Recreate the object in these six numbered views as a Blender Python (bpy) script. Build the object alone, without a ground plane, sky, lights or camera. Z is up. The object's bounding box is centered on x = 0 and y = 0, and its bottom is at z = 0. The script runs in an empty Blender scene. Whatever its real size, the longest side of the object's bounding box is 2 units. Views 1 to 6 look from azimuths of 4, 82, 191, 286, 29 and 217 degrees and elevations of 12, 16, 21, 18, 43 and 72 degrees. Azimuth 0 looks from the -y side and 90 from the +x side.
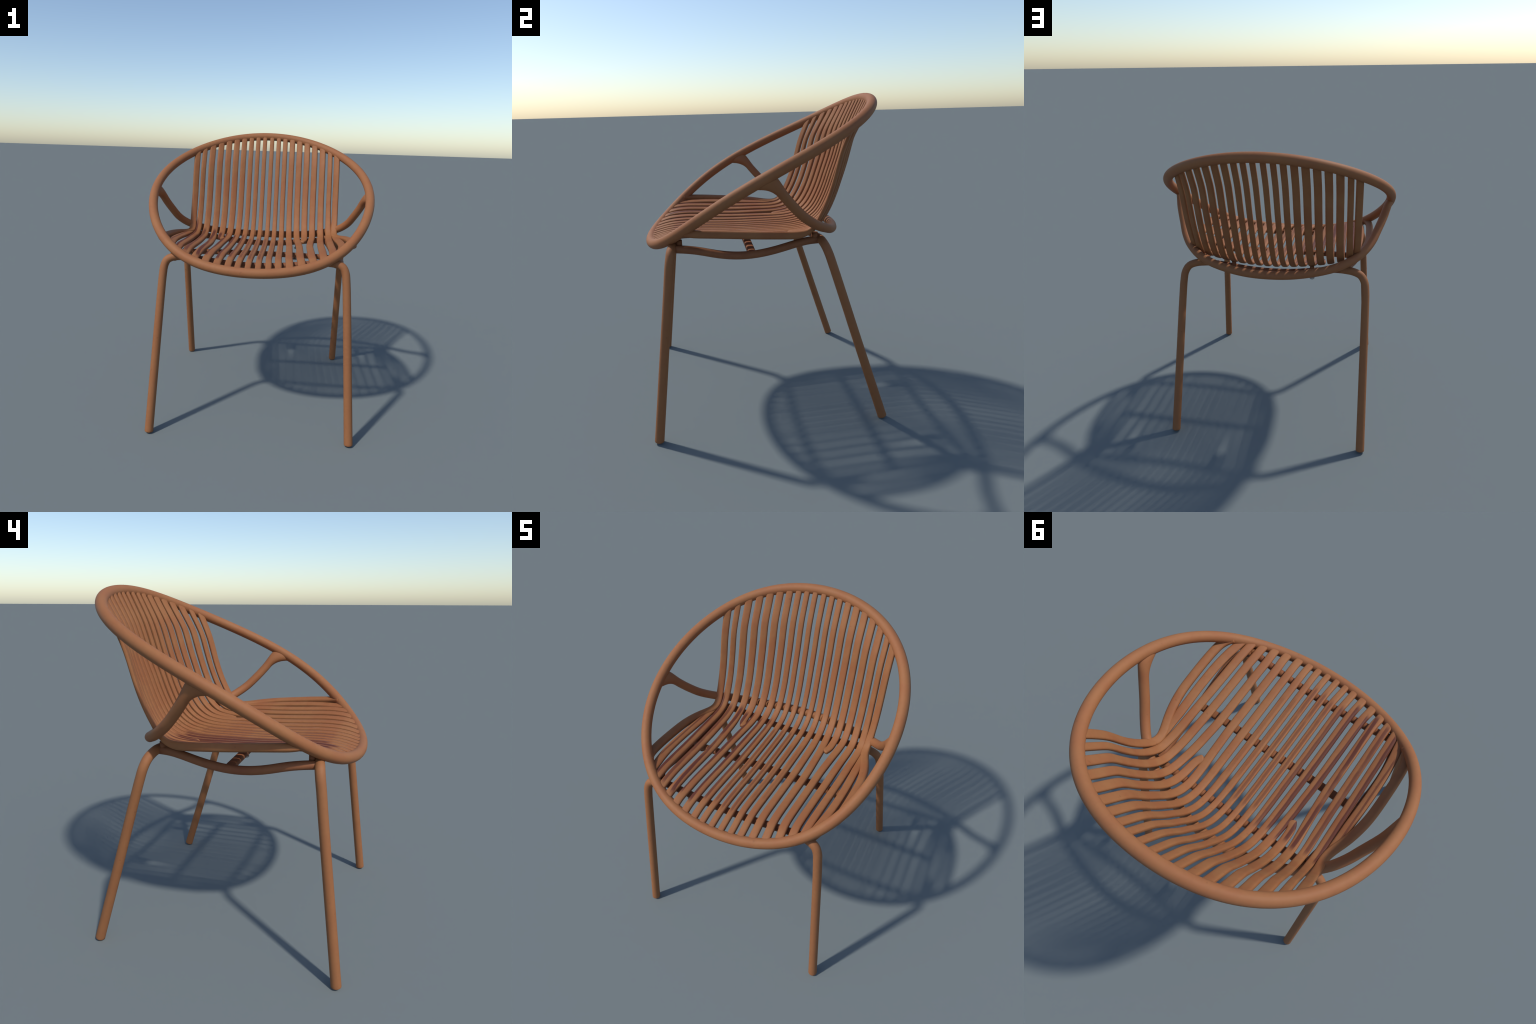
"""Slatted tub armchair: tilted oval rim, bent slats, arm hoop, four splayed tube legs."""
import bpy
import math
import numpy as np
from mathutils import Vector

# ------------------------------------------------------------------ helpers
def spline(points, step=0.012):
    """Centripetal Catmull-Rom through the control points, evenly resampled."""
    p = np.asarray(points, float)
    p = np.vstack([2 * p[0] - p[1], p, 2 * p[-1] - p[-2]])
    dense = []
    for i in range(1, len(p) - 2):
        p0, p1, p2, p3 = p[i - 1:i + 3]
        k0 = 0.0
        k1 = k0 + max(np.linalg.norm(p1 - p0), 1e-6) ** 0.5
        k2 = k1 + max(np.linalg.norm(p2 - p1), 1e-6) ** 0.5
        k3 = k2 + max(np.linalg.norm(p3 - p2), 1e-6) ** 0.5
        for k in np.linspace(k1, k2, 24, endpoint=False):
            a1 = (k1 - k) / (k1 - k0) * p0 + (k - k0) / (k1 - k0) * p1
            a2 = (k2 - k) / (k2 - k1) * p1 + (k - k1) / (k2 - k1) * p2
            a3 = (k3 - k) / (k3 - k2) * p2 + (k - k2) / (k3 - k2) * p3
            b1 = (k2 - k) / (k2 - k0) * a1 + (k - k0) / (k2 - k0) * a2
            b2 = (k3 - k) / (k3 - k1) * a2 + (k - k1) / (k3 - k1) * a3
            dense.append((k2 - k) / (k2 - k1) * b1 + (k - k1) / (k2 - k1) * b2)
    dense.append(p[-2])
    dense = np.array(dense)
    return resample(dense, step)


def resample(d, step):
    s = np.r_[0, np.cumsum(np.linalg.norm(np.diff(d, axis=0), axis=1))]
    n = max(2, int(round(s[-1] / step)) + 1)
    t = np.linspace(0, s[-1], n)
    return np.stack([np.interp(t, s, d[:, i]) for i in range(3)], 1)


def unit(v):
    return v / np.maximum(np.linalg.norm(v, axis=-1, keepdims=True), 1e-9)


def arc_length(path):
    return np.r_[0, np.cumsum(np.linalg.norm(np.diff(path, axis=0), axis=1))]


def tangents(path, closed=False):
    if closed:
        return unit(np.roll(path, -1, 0) - np.roll(path, 1, 0))
    return unit(np.gradient(path, axis=0))


def transport(path, start, closed=False):
    """Side vectors carried along the path without twist."""
    t = tangents(path, closed)
    w = np.zeros_like(path)
    v = np.asarray(start, float)
    for i in range(len(path)):
        v = v - t[i] * np.dot(v, t[i])
        v = v / np.linalg.norm(v)
        w[i] = v
    return w


def sweep(path, side, half_w, half_t, power=2.0, ring=24, closed=False,
          cap=(0.0, 0.0), square=True):
    """Verts and faces of a superellipse section swept along a path.
    half_w runs along `side`, half_t along the normal; cap = dome length at each end."""
    path = np.asarray(path, float)
    n = len(path)
    half_w = np.broadcast_to(np.asarray(half_w, float), (n,)).copy()
    half_t = np.broadcast_to(np.asarray(half_t, float), (n,)).copy()
    t = tangents(path, closed)
    upright = unit(side - t * np.sum(side * t, 1, keepdims=True))
    nor = np.cross(t, upright)
    if square:
        side = upright
    if not closed:
        for end in (0, 1):
            c = cap[end]
            if c <= 0:
                continue
            i = 0 if end == 0 else -1
            d = -t[i] if end == 0 else t[i]
            steps = np.sin(np.linspace(0, math.pi / 2, 7))[1:]
            scl = np.maximum(np.sqrt(1 - steps ** 2), 0.03)
            ext = path[i] + np.outer(steps * c, d)
            if end == 0:
                path = np.vstack([ext[::-1], path])
                side = np.vstack([np.repeat(side[:1], 6, 0), side])
                nor = np.vstack([np.repeat(nor[:1], 6, 0), nor])
                half_w = np.r_[scl[::-1] * half_w[0], half_w]
                half_t = np.r_[scl[::-1] * half_t[0], half_t]
            else:
                path = np.vstack([path, ext])
                side = np.vstack([side, np.repeat(side[-1:], 6, 0)])
                nor = np.vstack([nor, np.repeat(nor[-1:], 6, 0)])
                half_w = np.r_[half_w, scl * half_w[-1]]
                half_t = np.r_[half_t, scl * half_t[-1]]
    a = np.linspace(0, 2 * math.pi, ring, endpoint=False)
    ex = 2 / np.broadcast_to(np.asarray(power, float), (n,))
    if len(path) > n:
        ex = np.r_[np.repeat(ex[:1], 6 if cap[0] > 0 else 0), ex, np.repeat(ex[-1:], 6 if cap[1] > 0 else 0)]
    ex = ex[:, None]
    ca = np.sign(np.cos(a)) * np.abs(np.cos(a)) ** ex
    sa = np.sign(np.sin(a)) * np.abs(np.sin(a)) ** ex
    v = (path[:, None] + side[:, None] * (half_w[:, None] * ca)[..., None]
         + nor[:, None] * (half_t[:, None] * sa)[..., None])
    m = len(path)
    faces = []
    for i in range(m if closed else m - 1):
        j = (i + 1) % m
        for k in range(ring):
            l = (k + 1) % ring
            faces.append((i * ring + k, i * ring + l, j * ring + l, j * ring + k))
    if not closed:
        faces.append(tuple(range(ring))[::-1])
        faces.append(tuple((m - 1) * ring + k for k in range(ring)))
    return v.reshape(-1, 3), faces


def add_mesh(name, verts, faces, material, parent, origin=(0, 0, 0)):
    me = bpy.data.meshes.new(name)
    o = np.asarray(origin, float)
    me.from_pydata((np.asarray(verts) - o).tolist(), [], faces)
    me.polygons.foreach_set("use_smooth", [len(p.vertices) == 4 for p in me.polygons])
    me.update()
    me.materials.append(material)
    ob = bpy.data.objects.new(name, me)
    bpy.context.collection.objects.link(ob)
    ob.location = origin
    ob.parent = parent
    return ob


def tube(name, path, radius, material, parent, start=(0, 0, 1), cap=(0, 0), ring=28, origin=(0, 0, 0)):
    v, f = sweep(path, transport(path, start), radius, radius, ring=ring, cap=cap)
    return add_mesh(name, v, f, material, parent, origin)


# ---------------------------------------------------------------- materials
def coated(name, base, red, roughness=0.62, stripe=None):
    """Matt clay-orange coating: soft cloudy tint towards a redder tone, faint grain.
    stripe = (centre, slope, half width, strength, front, back): a broken maroon
    line that runs along a slat, in the slat's own coordinates."""
    m = bpy.data.materials.new(name)
    m.use_nodes = True
    nt = m.node_tree
    n, ln = nt.nodes, nt.links
    n.clear()
    out = n.new("ShaderNodeOutputMaterial")
    bs = n.new("ShaderNodeBsdfPrincipled")
    ln.new(bs.outputs[0], out.inputs[0])
    co = n.new("ShaderNodeTexCoord")

    def noise(scale, detail, vec=None, rough=0.55):
        t = n.new("ShaderNodeTexNoise")
        t.inputs["Scale"].default_value = scale
        t.inputs["Detail"].default_value = detail
        t.inputs["Roughness"].default_value = rough
        ln.new(vec or co.outputs["Object"], t.inputs["Vector"])
        return t.outputs["Fac"]

    def ramp(fac, a, b):
        r = n.new("ShaderNodeMapRange")
        r.interpolation_type = "SMOOTHSTEP"
        r.inputs[1].default_value = a
        r.inputs[2].default_value = b
        ln.new(fac, r.inputs[0])
        return r.outputs[0]

    def math_node(op, a, b):
        t = n.new("ShaderNodeMath")
        t.operation = op
        for i, x in enumerate((a, b)):
            if isinstance(x, (int, float)):
                t.inputs[i].default_value = x
            else:
                ln.new(x, t.inputs[i])
        return t.outputs[0]

    def mix(fac, a, b):
        t = n.new("ShaderNodeMix")
        t.data_type = "RGBA"
        if isinstance(fac, float):
            t.inputs[0].default_value = fac
        else:
            ln.new(fac, t.inputs[0])
        for i, x in ((6, a), (7, b)):
            if isinstance(x, tuple):
                t.inputs[i].default_value = (*x, 1)
            else:
                ln.new(x, t.inputs[i])
        return t.outputs[2]

    col = mix(ramp(noise(7.0, 3), 0.38, 0.66), base, red)
    # fine mottling, light and dark by a few percent
    col = mix(math_node("MULTIPLY", ramp(noise(60, 2), 0.45, 0.75), 0.25),
              col, tuple(c * 0.82 for c in base))
    # sparse little scuffs
    scuff = ramp(noise(38, 1), 0.74, 0.80)
    col = mix(math_node("MULTIPLY", scuff, 0.30), col, tuple(c * 0.55 for c in red))
    if stripe:
        centre, slope, half, strength, front, back = stripe
        sp = n.new("ShaderNodeSeparateXYZ")
        ln.new(co.outputs["Object"], sp.inputs[0])
        x = math_node("SUBTRACT", sp.outputs[0], math_node("MULTIPLY", sp.outputs[1], slope))
        mp = n.new("ShaderNodeMapping")
        mp.inputs["Scale"].default_value = (14, 5, 5)
        ln.new(co.outputs["Object"], mp.inputs[0])
        wob = math_node("MULTIPLY", math_node("SUBTRACT", noise(1.0, 2, mp.outputs[0]), 0.5), 0.010)
        d = math_node("ABSOLUTE", math_node("SUBTRACT", math_node("ADD", x, wob), centre), 0.0)
        band = math_node("SUBTRACT", 1.0, ramp(d, half * 0.55, half))
        ends = math_node("MULTIPLY", ramp(sp.outputs[1], front, front + 0.05),
                         math_node("SUBTRACT", 1.0, ramp(sp.outputs[1], back - 0.05, back)))
        mp2 = n.new("ShaderNodeMapping")
        mp2.inputs["Scale"].default_value = (8, 4, 4)
        mp2.inputs["Location"].default_value = (centre * 40, front * 7, back * 5)
        ln.new(co.outputs["Object"], mp2.inputs[0])
        patchy = ramp(noise(1.0, 2, mp2.outputs[0]), 0.20, 0.40)  # noise that breaks up the maroon line
        fac = math_node("MULTIPLY", math_node("MULTIPLY", band, ends),
                        math_node("MULTIPLY", patchy, strength))
        # only the seating face of the slat carries the line
        col = mix(fac, col, (0.092, 0.025, 0.016))
    ln.new(col, bs.inputs["Base Color"])
    bs.inputs["Roughness"].default_value = roughness
    bs.inputs["Specular IOR Level"].default_value = 0.22
    bump = n.new("ShaderNodeBump")
    bump.inputs["Strength"].default_value = 0.05
    bump.inputs["Distance"].default_value = 0.002
    ln.new(noise(140, 2), bump.inputs["Height"])
    ln.new(bump.outputs[0], bs.inputs["Normal"])
    return m


def steel(name):
    m = bpy.data.materials.new(name)
    m.use_nodes = True
    nt = m.node_tree
    bs = nt.nodes["Principled BSDF"]
    t = nt.nodes.new("ShaderNodeTexNoise")
    t.inputs["Scale"].default_value = 90
    r = nt.nodes.new("ShaderNodeMapRange")
    r.inputs[3].default_value = 0.3
    r.inputs[4].default_value = 0.55
    nt.links.new(t.outputs["Fac"], r.inputs[0])
    nt.links.new(r.outputs[0], bs.inputs["Roughness"])
    bs.inputs["Base Color"].default_value = (0.42, 0.40, 0.37, 1)
    bs.inputs["Metallic"].default_value = 0.8
    return m


CLAY = (0.288, 0.118, 0.0475)
CLAY_RED = (0.282, 0.108, 0.0440)
SLAT = (0.278, 0.115, 0.0445)
SLAT_AO_RED = (0.262, 0.096, 0.0370)  # redder, darker slat patches: baked occlusion carried into the colour
mat_rim = coated("clay_coating", CLAY, CLAY_RED)
mat_leg = coated("clay_coating_legs", (0.284, 0.117, 0.0475), (0.277, 0.110, 0.0450))
mat_under_shade = coated("clay_coating_under_shade", (0.245, 0.094, 0.040), (0.215, 0.075, 0.034))  # same clay, darker and redder: under-seat shade put into the colour
mat_bolt = steel("dull_steel")

# --------------------------------------------------------------------- root
chair = bpy.data.objects.new("slatted_armchair", None)
bpy.context.collection.objects.link(chair)
chair["label"] = "clay orange slatted tub armchair with oval rim and splayed tube legs"
chair["category"] = "armchair"

# ---------------------------------------------------------------------- rim
# Symmetric harmonic oval, t = 0 at the front middle, pi at the top of the back.
RIM_R = 0.0312
RIM_X = (0.7695, -0.0052, -0.0018, 0.0068, -0.0011)
RIM_Y = (-0.0268, -0.7422, 0.0360, 0.0235, -0.0097, 0.0012)
RIM_Z = (1.5455, -0.4322, -0.0078, 0.0030, 0.0052, 0.0027)


def rim_point(t):
    t = np.atleast_1d(np.asarray(t, float))
    x = sum(c * np.sin((k + 1) * t) for k, c in enumerate(RIM_X))
    y = sum(c * np.cos(k * t) for k, c in enumerate(RIM_Y))
    z = sum(c * np.cos(k * t) for k, c in enumerate(RIM_Z))
    return np.stack([x, y, z], -1)


T_FINE = np.linspace(0, math.pi, 4001)
RIM_FINE = rim_point(T_FINE)


def rim_at_x(x, back):
    """Rim centre at |x| on the front or back half."""
    sel = (T_FINE > 1.7) if back else (T_FINE < 1.5)
    r = RIM_FINE[sel]
    p = r[np.abs(r[:, 0] - abs(x)).argmin()].copy()
    p[0] = x
    return p


rim_path = resample(np.vstack([rim_point(np.linspace(0, 2 * math.pi, 2000))]), 0.016)[:-1]
rim_v, rim_f = sweep(rim_path, transport(rim_path, (0, 0, 1), True), RIM_R, RIM_R, ring=32, closed=True)
add_mesh("rim", rim_v, rim_f, mat_rim, chair)

# ---------------------------------------------------- shell the slats lie on
# Middle profile (y, z) from the front of the seat to the top of the back, with the
# shift per x^2 that makes the sides of the seat rise and the sides of the back wrap.
SHELL = np.array([
    # y      z      dy     dz
    (-0.640, 1.148, 0.00, 0.240),
    (-0.590, 1.158, 0.00, 0.250),
    (-0.540, 1.163, 0.00, 0.255),
    (-0.470, 1.164, 0.00, 0.258),
    (-0.330, 1.157, 0.00, 0.250),
    (-0.200, 1.151, 0.00, 0.238),
    (-0.080, 1.149, 0.00, 0.220),
    (0.030, 1.149, -0.02, 0.205),
    (0.130, 1.149, -0.06, 0.190),
    (0.200, 1.151, -0.14, 0.178),
    (0.268, 1.161, -0.22, 0.165),
    (0.320, 1.173, -0.28, 0.156),
    (0.361, 1.198, -0.35, 0.148),
    (0.398, 1.238, -0.40, 0.135),
    (0.432, 1.304, -0.41, 0.095),
    (0.470, 1.389, -0.43, 0.040),
    (0.506, 1.492, -0.44, 0.000),
    (0.542, 1.590, -0.47, 0.000),
    (0.585, 1.722, -0.495, 0.000),
    (0.632, 1.850, -0.525, 0.000),
])


BACK_BOW = 0.0195     # the middle of the back is flatter than a parabola and sits this much deeper


def shell_points(x_of_y):
    """Control points of a slat whose sideways place is x_of_y(parameter row)."""
    pts = []
    for i, (y, z, dy, dz) in enumerate(SHELL):
        x = x_of_y(i)
        bow = BACK_BOW * float(np.interp(z, (1.17, 1.27, 1.60, 1.85), (0, 1, 0.85, 0.3)))
        pts.append((x, y + dy * x * x + bow * (1 - (x / 0.57) ** 4), z + dz * x * x))
    return np.array(pts)


# sideways places of the ten slats of one half: front rim, front bar, middle, rear bar, back
SLAT_X = {
    0: (0.032, 0.030, 0.030, 0.030, 0.030),
    1: (0.096, 0.090, 0.089, 0.088, 0.087),
    2: (0.157, 0.152, 0.150, 0.149, 0.143),
    3: (0.227, 0.220, 0.218, 0.209, 0.203),
    4: (0.303, 0.292, 0.291, 0.271, 0.265),
    5: (0.318, 0.318, 0.318, 0.332, 0.328),
    6: (0.375, 0.364, 0.365, 0.393, 0.391),
    7: (0.440, 0.435, 0.443, 0.458, 0.455),
    8: (0.498, 0.497, 0.511, 0.520, 0.515),
    9: (0.604, 0.628, 0.622, 0.560, 0.564),
}
SLAT_W = (0.0355, 0.0365, 0.0395, 0.0445, 0.0480, 0.0485, 0.0480, 0.0490, 0.0390, 0.0480)   # on the back
SEAT_W = (0.0390, 0.0400, 0.0435, 0.0480, 0.0500, 0.0485, 0.0500, 0.0500, 0.0500, 0.0520)   # on the seat
KEYS = (0, 2, 6, 10.5, 15)
THICK = 0.027


def place(j):
    xs = SLAT_X[j]

    def f(i):
        if j == 9:   # outermost: back slat that swings out into the side edge of the seat
            return float(np.interp(i, (0, 1, 2, 4, 5, 6, 7, 8, 9, 10, 11, 12, 15, 19),
                                   (0.594, 0.609, 0.619, 0.637, 0.638, 0.635, 0.618, 0.593, 0.572, 0.559,
                                    0.557, 0.560, 0.565, 0.567)))
        return float(np.interp(i, KEYS, xs))
    return f


def slat_path(j, sign):
    f = place(j)
    pts = shell_points(f)
    front, top = rim_at_x(f(0), False), rim_at_x(f(19), True)
    if j == 9:
        front = rim_at_x(0.585, False)
    run = spline(pts, 0.004)
    run = run[(run[:, 1] > front[1] + 0.055) & ((run[:, 2] < top[2] - 0.175) | (run[:, 1] < 0.2))]
    pts = resample(run, 0.030)
    front_in = front + np.array([0, 0.006, 0.012])
    side_share = (abs(f(19)) / 0.57) ** 2
    lip = top + np.array([0, -0.032 - 0.005 * side_share, -0.034])    # flush on the inner face of the rim
    top_in = top + np.array([0, -0.018 - 0.005 * side_share, -0.006])
    pts = np.vstack([front_in, pts, lip, top_in])
    if j == 5:       # short slat: stops on the seat, against its inner neighbour
        cut = pts[:, 1] > 0.17
        cut[0] = False
        pts = np.vstack([[(0.3090, 0.156, 1.166)], pts[cut]])
    path = spline(pts, 0.010)
    for _ in range(30 if j == 9 else 14):          # ease the tight bends
        path[1:-1] = (path[:-2] + 2 * path[1:-1] + path[2:]) / 4
    path[:, 0] *= sign
    return path


def across(path, sign):
    """Direction across the slat, lying in the seat shell."""
    out = np.zeros_like(path)
    t = tangents(path)
    for i, p in enumerate(path):
        r = np.abs(SHELL[:, 0] - p[1]) + np.abs(SHELL[:, 1] - p[2])
        k = int(r.argmin())
        dy, dz = SHELL[k, 2], SHELL[k, 3]
        out[i] = (1.0, 2 * dy * p[0], 2 * dz * p[0])
    # smooth the steps between rows
    for _ in range(6):
        out[1:-1] = (out[:-2] + 2 * out[1:-1] + out[2:]) / 4
    return unit(out)


# maroon lines along the seat slats: slat counted from the left edge -> (centre, half width, strength, front, back)
def stripe_for(x_back):
    if x_back > 0.17:
        return None
    if x_back > 0.06:
        return (0.001, 0.010, 0.28, -0.50, 0.16)
    if x_back > -0.1:
        return (-0.003, 0.010, 0.52, -0.60, 0.26)
    return (-0.0115, 0.0140, 0.95, -0.64, 0.31)


for sign in (-1, 1):
    for j in range(10):
        path = slat_path(j, sign)
        n = len(path)
        s = arc_length(path)
        lead = 0.40 if j == 8 else 0.30
        seat = np.clip((lead - path[:, 1]) / 0.16, 0, 1)
        seat = seat * seat * (3 - 2 * seat)
        w = (SLAT_W[j] + (SEAT_W[j] - SLAT_W[j]) * seat) / 2
        th = (0.0220 + (THICK - 0.0220) * seat) / 2
        if j == 9:
            th = th + 0.0088 * seat
        xm = sign * place(j)(8)
        st = stripe_for(xm)
        if st and j not in (9,):
            slope = sign * (SLAT_X[j][3] - SLAT_X[j][1]) / 0.85
            base_x = sign * SLAT_X[j][2] - xm + slope * 0.11
            st = (st[0] + base_x, slope, st[1], st[2] * (0.8 if j in (2, 7) else 1.0),
                  st[3] + 0.03 * (j % 3), st[4] - 0.02 * (j % 2))
        else:
            st = None
        mat = coated("clay_coating_slat", SLAT, SLAT_AO_RED, stripe=st)
        v, f = sweep(path, across(path, sign), w, th, power=3.2, ring=28,
                     cap=(0.012 if j == 5 else 0, 0.010))
        add_mesh("slat", v, f, mat, chair, origin=(xm, 0, 0))
    # the inner branch of the outermost slat
    bp = [(0.557, 0.222, 1.214), (0.558, 0.170, 1.211), (0.564, 0.080, 1.215), (0.569, -0.03, 1.221), (0.573, -0.18, 1.232),
          (0.571, -0.32, 1.240), (0.563, -0.42, 1.243), (0.553, -0.49, 1.243)]
    end = rim_at_x(0.545, False) + np.array([0, 0.004, 0.008])
    bp = np.vstack([bp, end])
    path = spline(bp, 0.010)[::-1]
    path[:, 0] *= sign
    w = np.full(len(path), 0.0255)
    grow = np.clip((path[:, 1] - 0.02) / 0.2, 0, 1)
    w = w - 0.012 * grow
    mat = coated("clay_coating_slat", SLAT, SLAT_AO_RED,
                 stripe=(-0.012, 0.0, 0.007, 0.7, -0.45, 0.12) if sign < 0 else None)
    v, f = sweep(path, across(path, sign), w, THICK / 2 - 0.001 - 0.003 * grow, power=3.6, ring=28, cap=(0, 0.008))
    add_mesh("slat", v, f, mat, chair, origin=(sign * 0.562, 0, 0))

# ----------------------------------------------------------------- arm hoop
HOOP = [(0.772, -0.046, 1.572), (0.755, -0.012, 1.546), (0.725, 0.050, 1.464), (0.689, 0.116, 1.388),
        (0.657, 0.176, 1.329), (0.614, 0.238, 1.283), (0.567, 0.288, 1.253), (0.510, 0.338, 1.229), (0.436, 0.380, 1.206),
        (0.355, 0.415, 1.191), (0.252, 0.447, 1.178), (0.130, 0.474, 1.170), (0.0, 0.483, 1.168)]
half = np.array(HOOP)
hoop_path = spline(np.vstack([half, half[-2::-1] * np.array([-1, 1, 1])]), 0.008)
s = arc_length(hoop_path)
e = np.minimum(s, s[-1] - s)                      # distance to the nearer arm joint
flare = np.clip(1 - e / 0.135, 0, 1) ** 1.9      # one-sided web that widens forward into the rim
k = int(np.argmin(np.linalg.norm(RIM_FINE - half[0], axis=1)))
rim_dir = unit(RIM_FINE[k + 5] - RIM_FINE[k - 5])
joint = np.where((hoop_path[:, 0] > 0)[:, None], rim_dir, rim_dir * np.array([-1, 1, 1]))
t = tangents(hoop_path)
carried = transport(hoop_path, rim_dir)
square_on = unit(joint - t * np.sum(joint * t, 1, keepdims=True))
# at the joints the section is cut parallel to the rim, further down square to the tube
shear = np.clip(1 - e / 0.10, 0, 1)[:, None]
side = np.where(e[:, None] < 0.13, unit(joint * shear + square_on * (1 - shear)), carried)
fw = 0.0278 + 0.050 * flare
centre = hoop_path - joint * (0.045 * flare)[:, None]
hv, hf = sweep(centre, side, fw, 0.0278 - 0.003 * flare, ring=32, square=False)
add_mesh("arm_hoop", hv, hf, mat_rim, chair)

# --------------------------------------------------------------- underframe
def mirrored_run(points):
    p = np.array(points)
    return np.vstack([p[:0:-1] * np.array([-1, 1, 1]), p])


def leg_frame(points, foot, split):
    """Leg, cross bar and leg bent from one tube; cut into parts where it runs straight."""
    run = np.vstack([points, foot])
    path = spline(mirrored_run(run), 0.012)
    zlow = np.clip((1.05 - path[:, 2]) / 1.05, 0, 1)
    up = np.clip((path[:, 2] - 1.0) / 0.12, 0, 1)
    mid = np.clip((0.50 - np.abs(path[:, 0])) / 0.08, 0, 1)
    rad = 0.0258 + 0.0026 * zlow
    rad = rad * (1 - mid) + 0.0215 * mid
    side = transport(path, (0, 1, 0))
    a = int(np.argmin(np.abs(path[:, 0] + split) + 10 * (path[:, 2] < 1.1)))
    b = int(np.argmin(np.abs(path[:, 0] - split) + 10 * (path[:, 2] < 1.1)))
    for name, i, j, cap, mat in (("leg", 0, a, (0.010, 0), mat_leg), ("cross_bar", a, b, (0, 0), mat_under_shade),
                                 ("leg", b, len(path) - 1, (0, 0.010), mat_leg)):
        v, f = sweep(path[i:j + 1], side[i:j + 1], rad[i:j + 1], rad[i:j + 1], ring=28, cap=cap)
        v[:, 2] = np.maximum(v[:, 2], 0.0)
        add_mesh(name, v, f, mat, chair)


leg_frame([(0.0, -0.546, 1.125), (0.15, -0.546, 1.130), (0.30, -0.546, 1.146), (0.40, -0.549, 1.160),
           (0.47, -0.555, 1.168), (0.525, -0.566, 1.165), (0.562, -0.574, 1.147), (0.580, -0.581, 1.110),
           (0.588, -0.590, 1.05), (0.596, -0.602, 0.95), (0.628, -0.666, 0.45)], (0.6555, -0.7225, 0.012), 0.45)
leg_frame([(0.0, 0.306, 1.122), (0.15, 0.306, 1.128), (0.30, 0.305, 1.146), (0.40, 0.304, 1.158),
           (0.48, 0.305, 1.162), (0.545, 0.309, 1.155), (0.595, 0.316, 1.134), (0.622, 0.329, 1.093),
           (0.631, 0.347, 1.035), (0.6345, 0.376, 0.945), (0.643, 0.526, 0.475)], (0.651, 0.676, 0.012), 0.45)

BOW = [(0.518, -0.551, 1.158), (0.540, -0.500, 1.160), (0.558, -0.415, 1.151), (0.563, -0.310, 1.124),
       (0.558, -0.195, 1.107), (0.552, -0.090, 1.107), (0.541, 0.030, 1.123), (0.525, 0.145, 1.147),
       (0.510, 0.230, 1.161), (0.497, 0.300, 1.158)]
for sign in (-1, 1):
    path = spline(np.array(BOW) * np.array([sign, 1, 1]), 0.012)
    for _ in range(30):
        path[1:-1] = (path[:-2] + 2 * path[1:-1] + path[2:]) / 4
    tube("side_rail", path, 0.0232, mat_under_shade, chair, (1, 0, 0))

path = spline([(-0.555, -0.111, 1.110), (-0.3, -0.111, 1.117), (0, -0.111, 1.119),
               (0.3, -0.111, 1.117), (0.555, -0.111, 1.110)], 0.02)
v, f = sweep(path, np.tile((0.0, 1.0, 0.0), (len(path), 1)), 0.024, 0.0175, power=3.2, ring=28)
add_mesh("cross_bar", v, f, mat_under_shade, chair)

# spacers that carry the seat, and the bolts that pull it down
def lathe(name, profile, at, material, ring=24):
    v, f = [], []
    for r, z in profile:
        for k in range(ring):
            a = 2 * math.pi * k / ring
            v.append((at[0] + r * math.cos(a), at[1] + r * math.sin(a), at[2] + z))
    for i in range(len(profile) - 1):
        for k in range(ring):
            l = (k + 1) % ring
            f.append((i * ring + k, i * ring + l, (i + 1) * ring + l, (i + 1) * ring + k))
    f.append(tuple(range(ring))[::-1])
    f.append(tuple((len(profile) - 1) * ring + k for k in range(ring)))
    return add_mesh(name, v, f, material, chair)


HEAD = [(0.004, -0.0115), (0.012, -0.0105), (0.016, -0.007), (0.0175, -0.003), (0.0165, 0.0), (0.008, 0.002), (0.008, 0.03)]
POST = [(0.016, 0.0), (0.0145, 0.012), (0.0145, 0.024), (0.016, 0.030)]
for sign in (-1, 1):
    lathe("spacer", POST, (sign * 0.270, 0.312, 1.155), mat_under_shade)
    for x, y, z in ((0.270, 0.306, 1.096), (0.258, -0.111, 1.094), (0.285, -0.546, 1.119)):
        lathe("bolt", HEAD, (sign * x, y, z), mat_bolt)
    lathe("bolt", HEAD, (sign * 0.492, -0.104, 1.082), mat_under_shade)
    # pads between the side rail ends and the seat
    lathe("spacer", [(0.018, 0.0), (0.018, 0.040)], (sign * 0.495, -0.525, 1.165), mat_under_shade)
    lathe("spacer", [(0.019, 0.0), (0.019, 0.046)], (sign * 0.500, 0.270, 1.160), mat_under_shade)
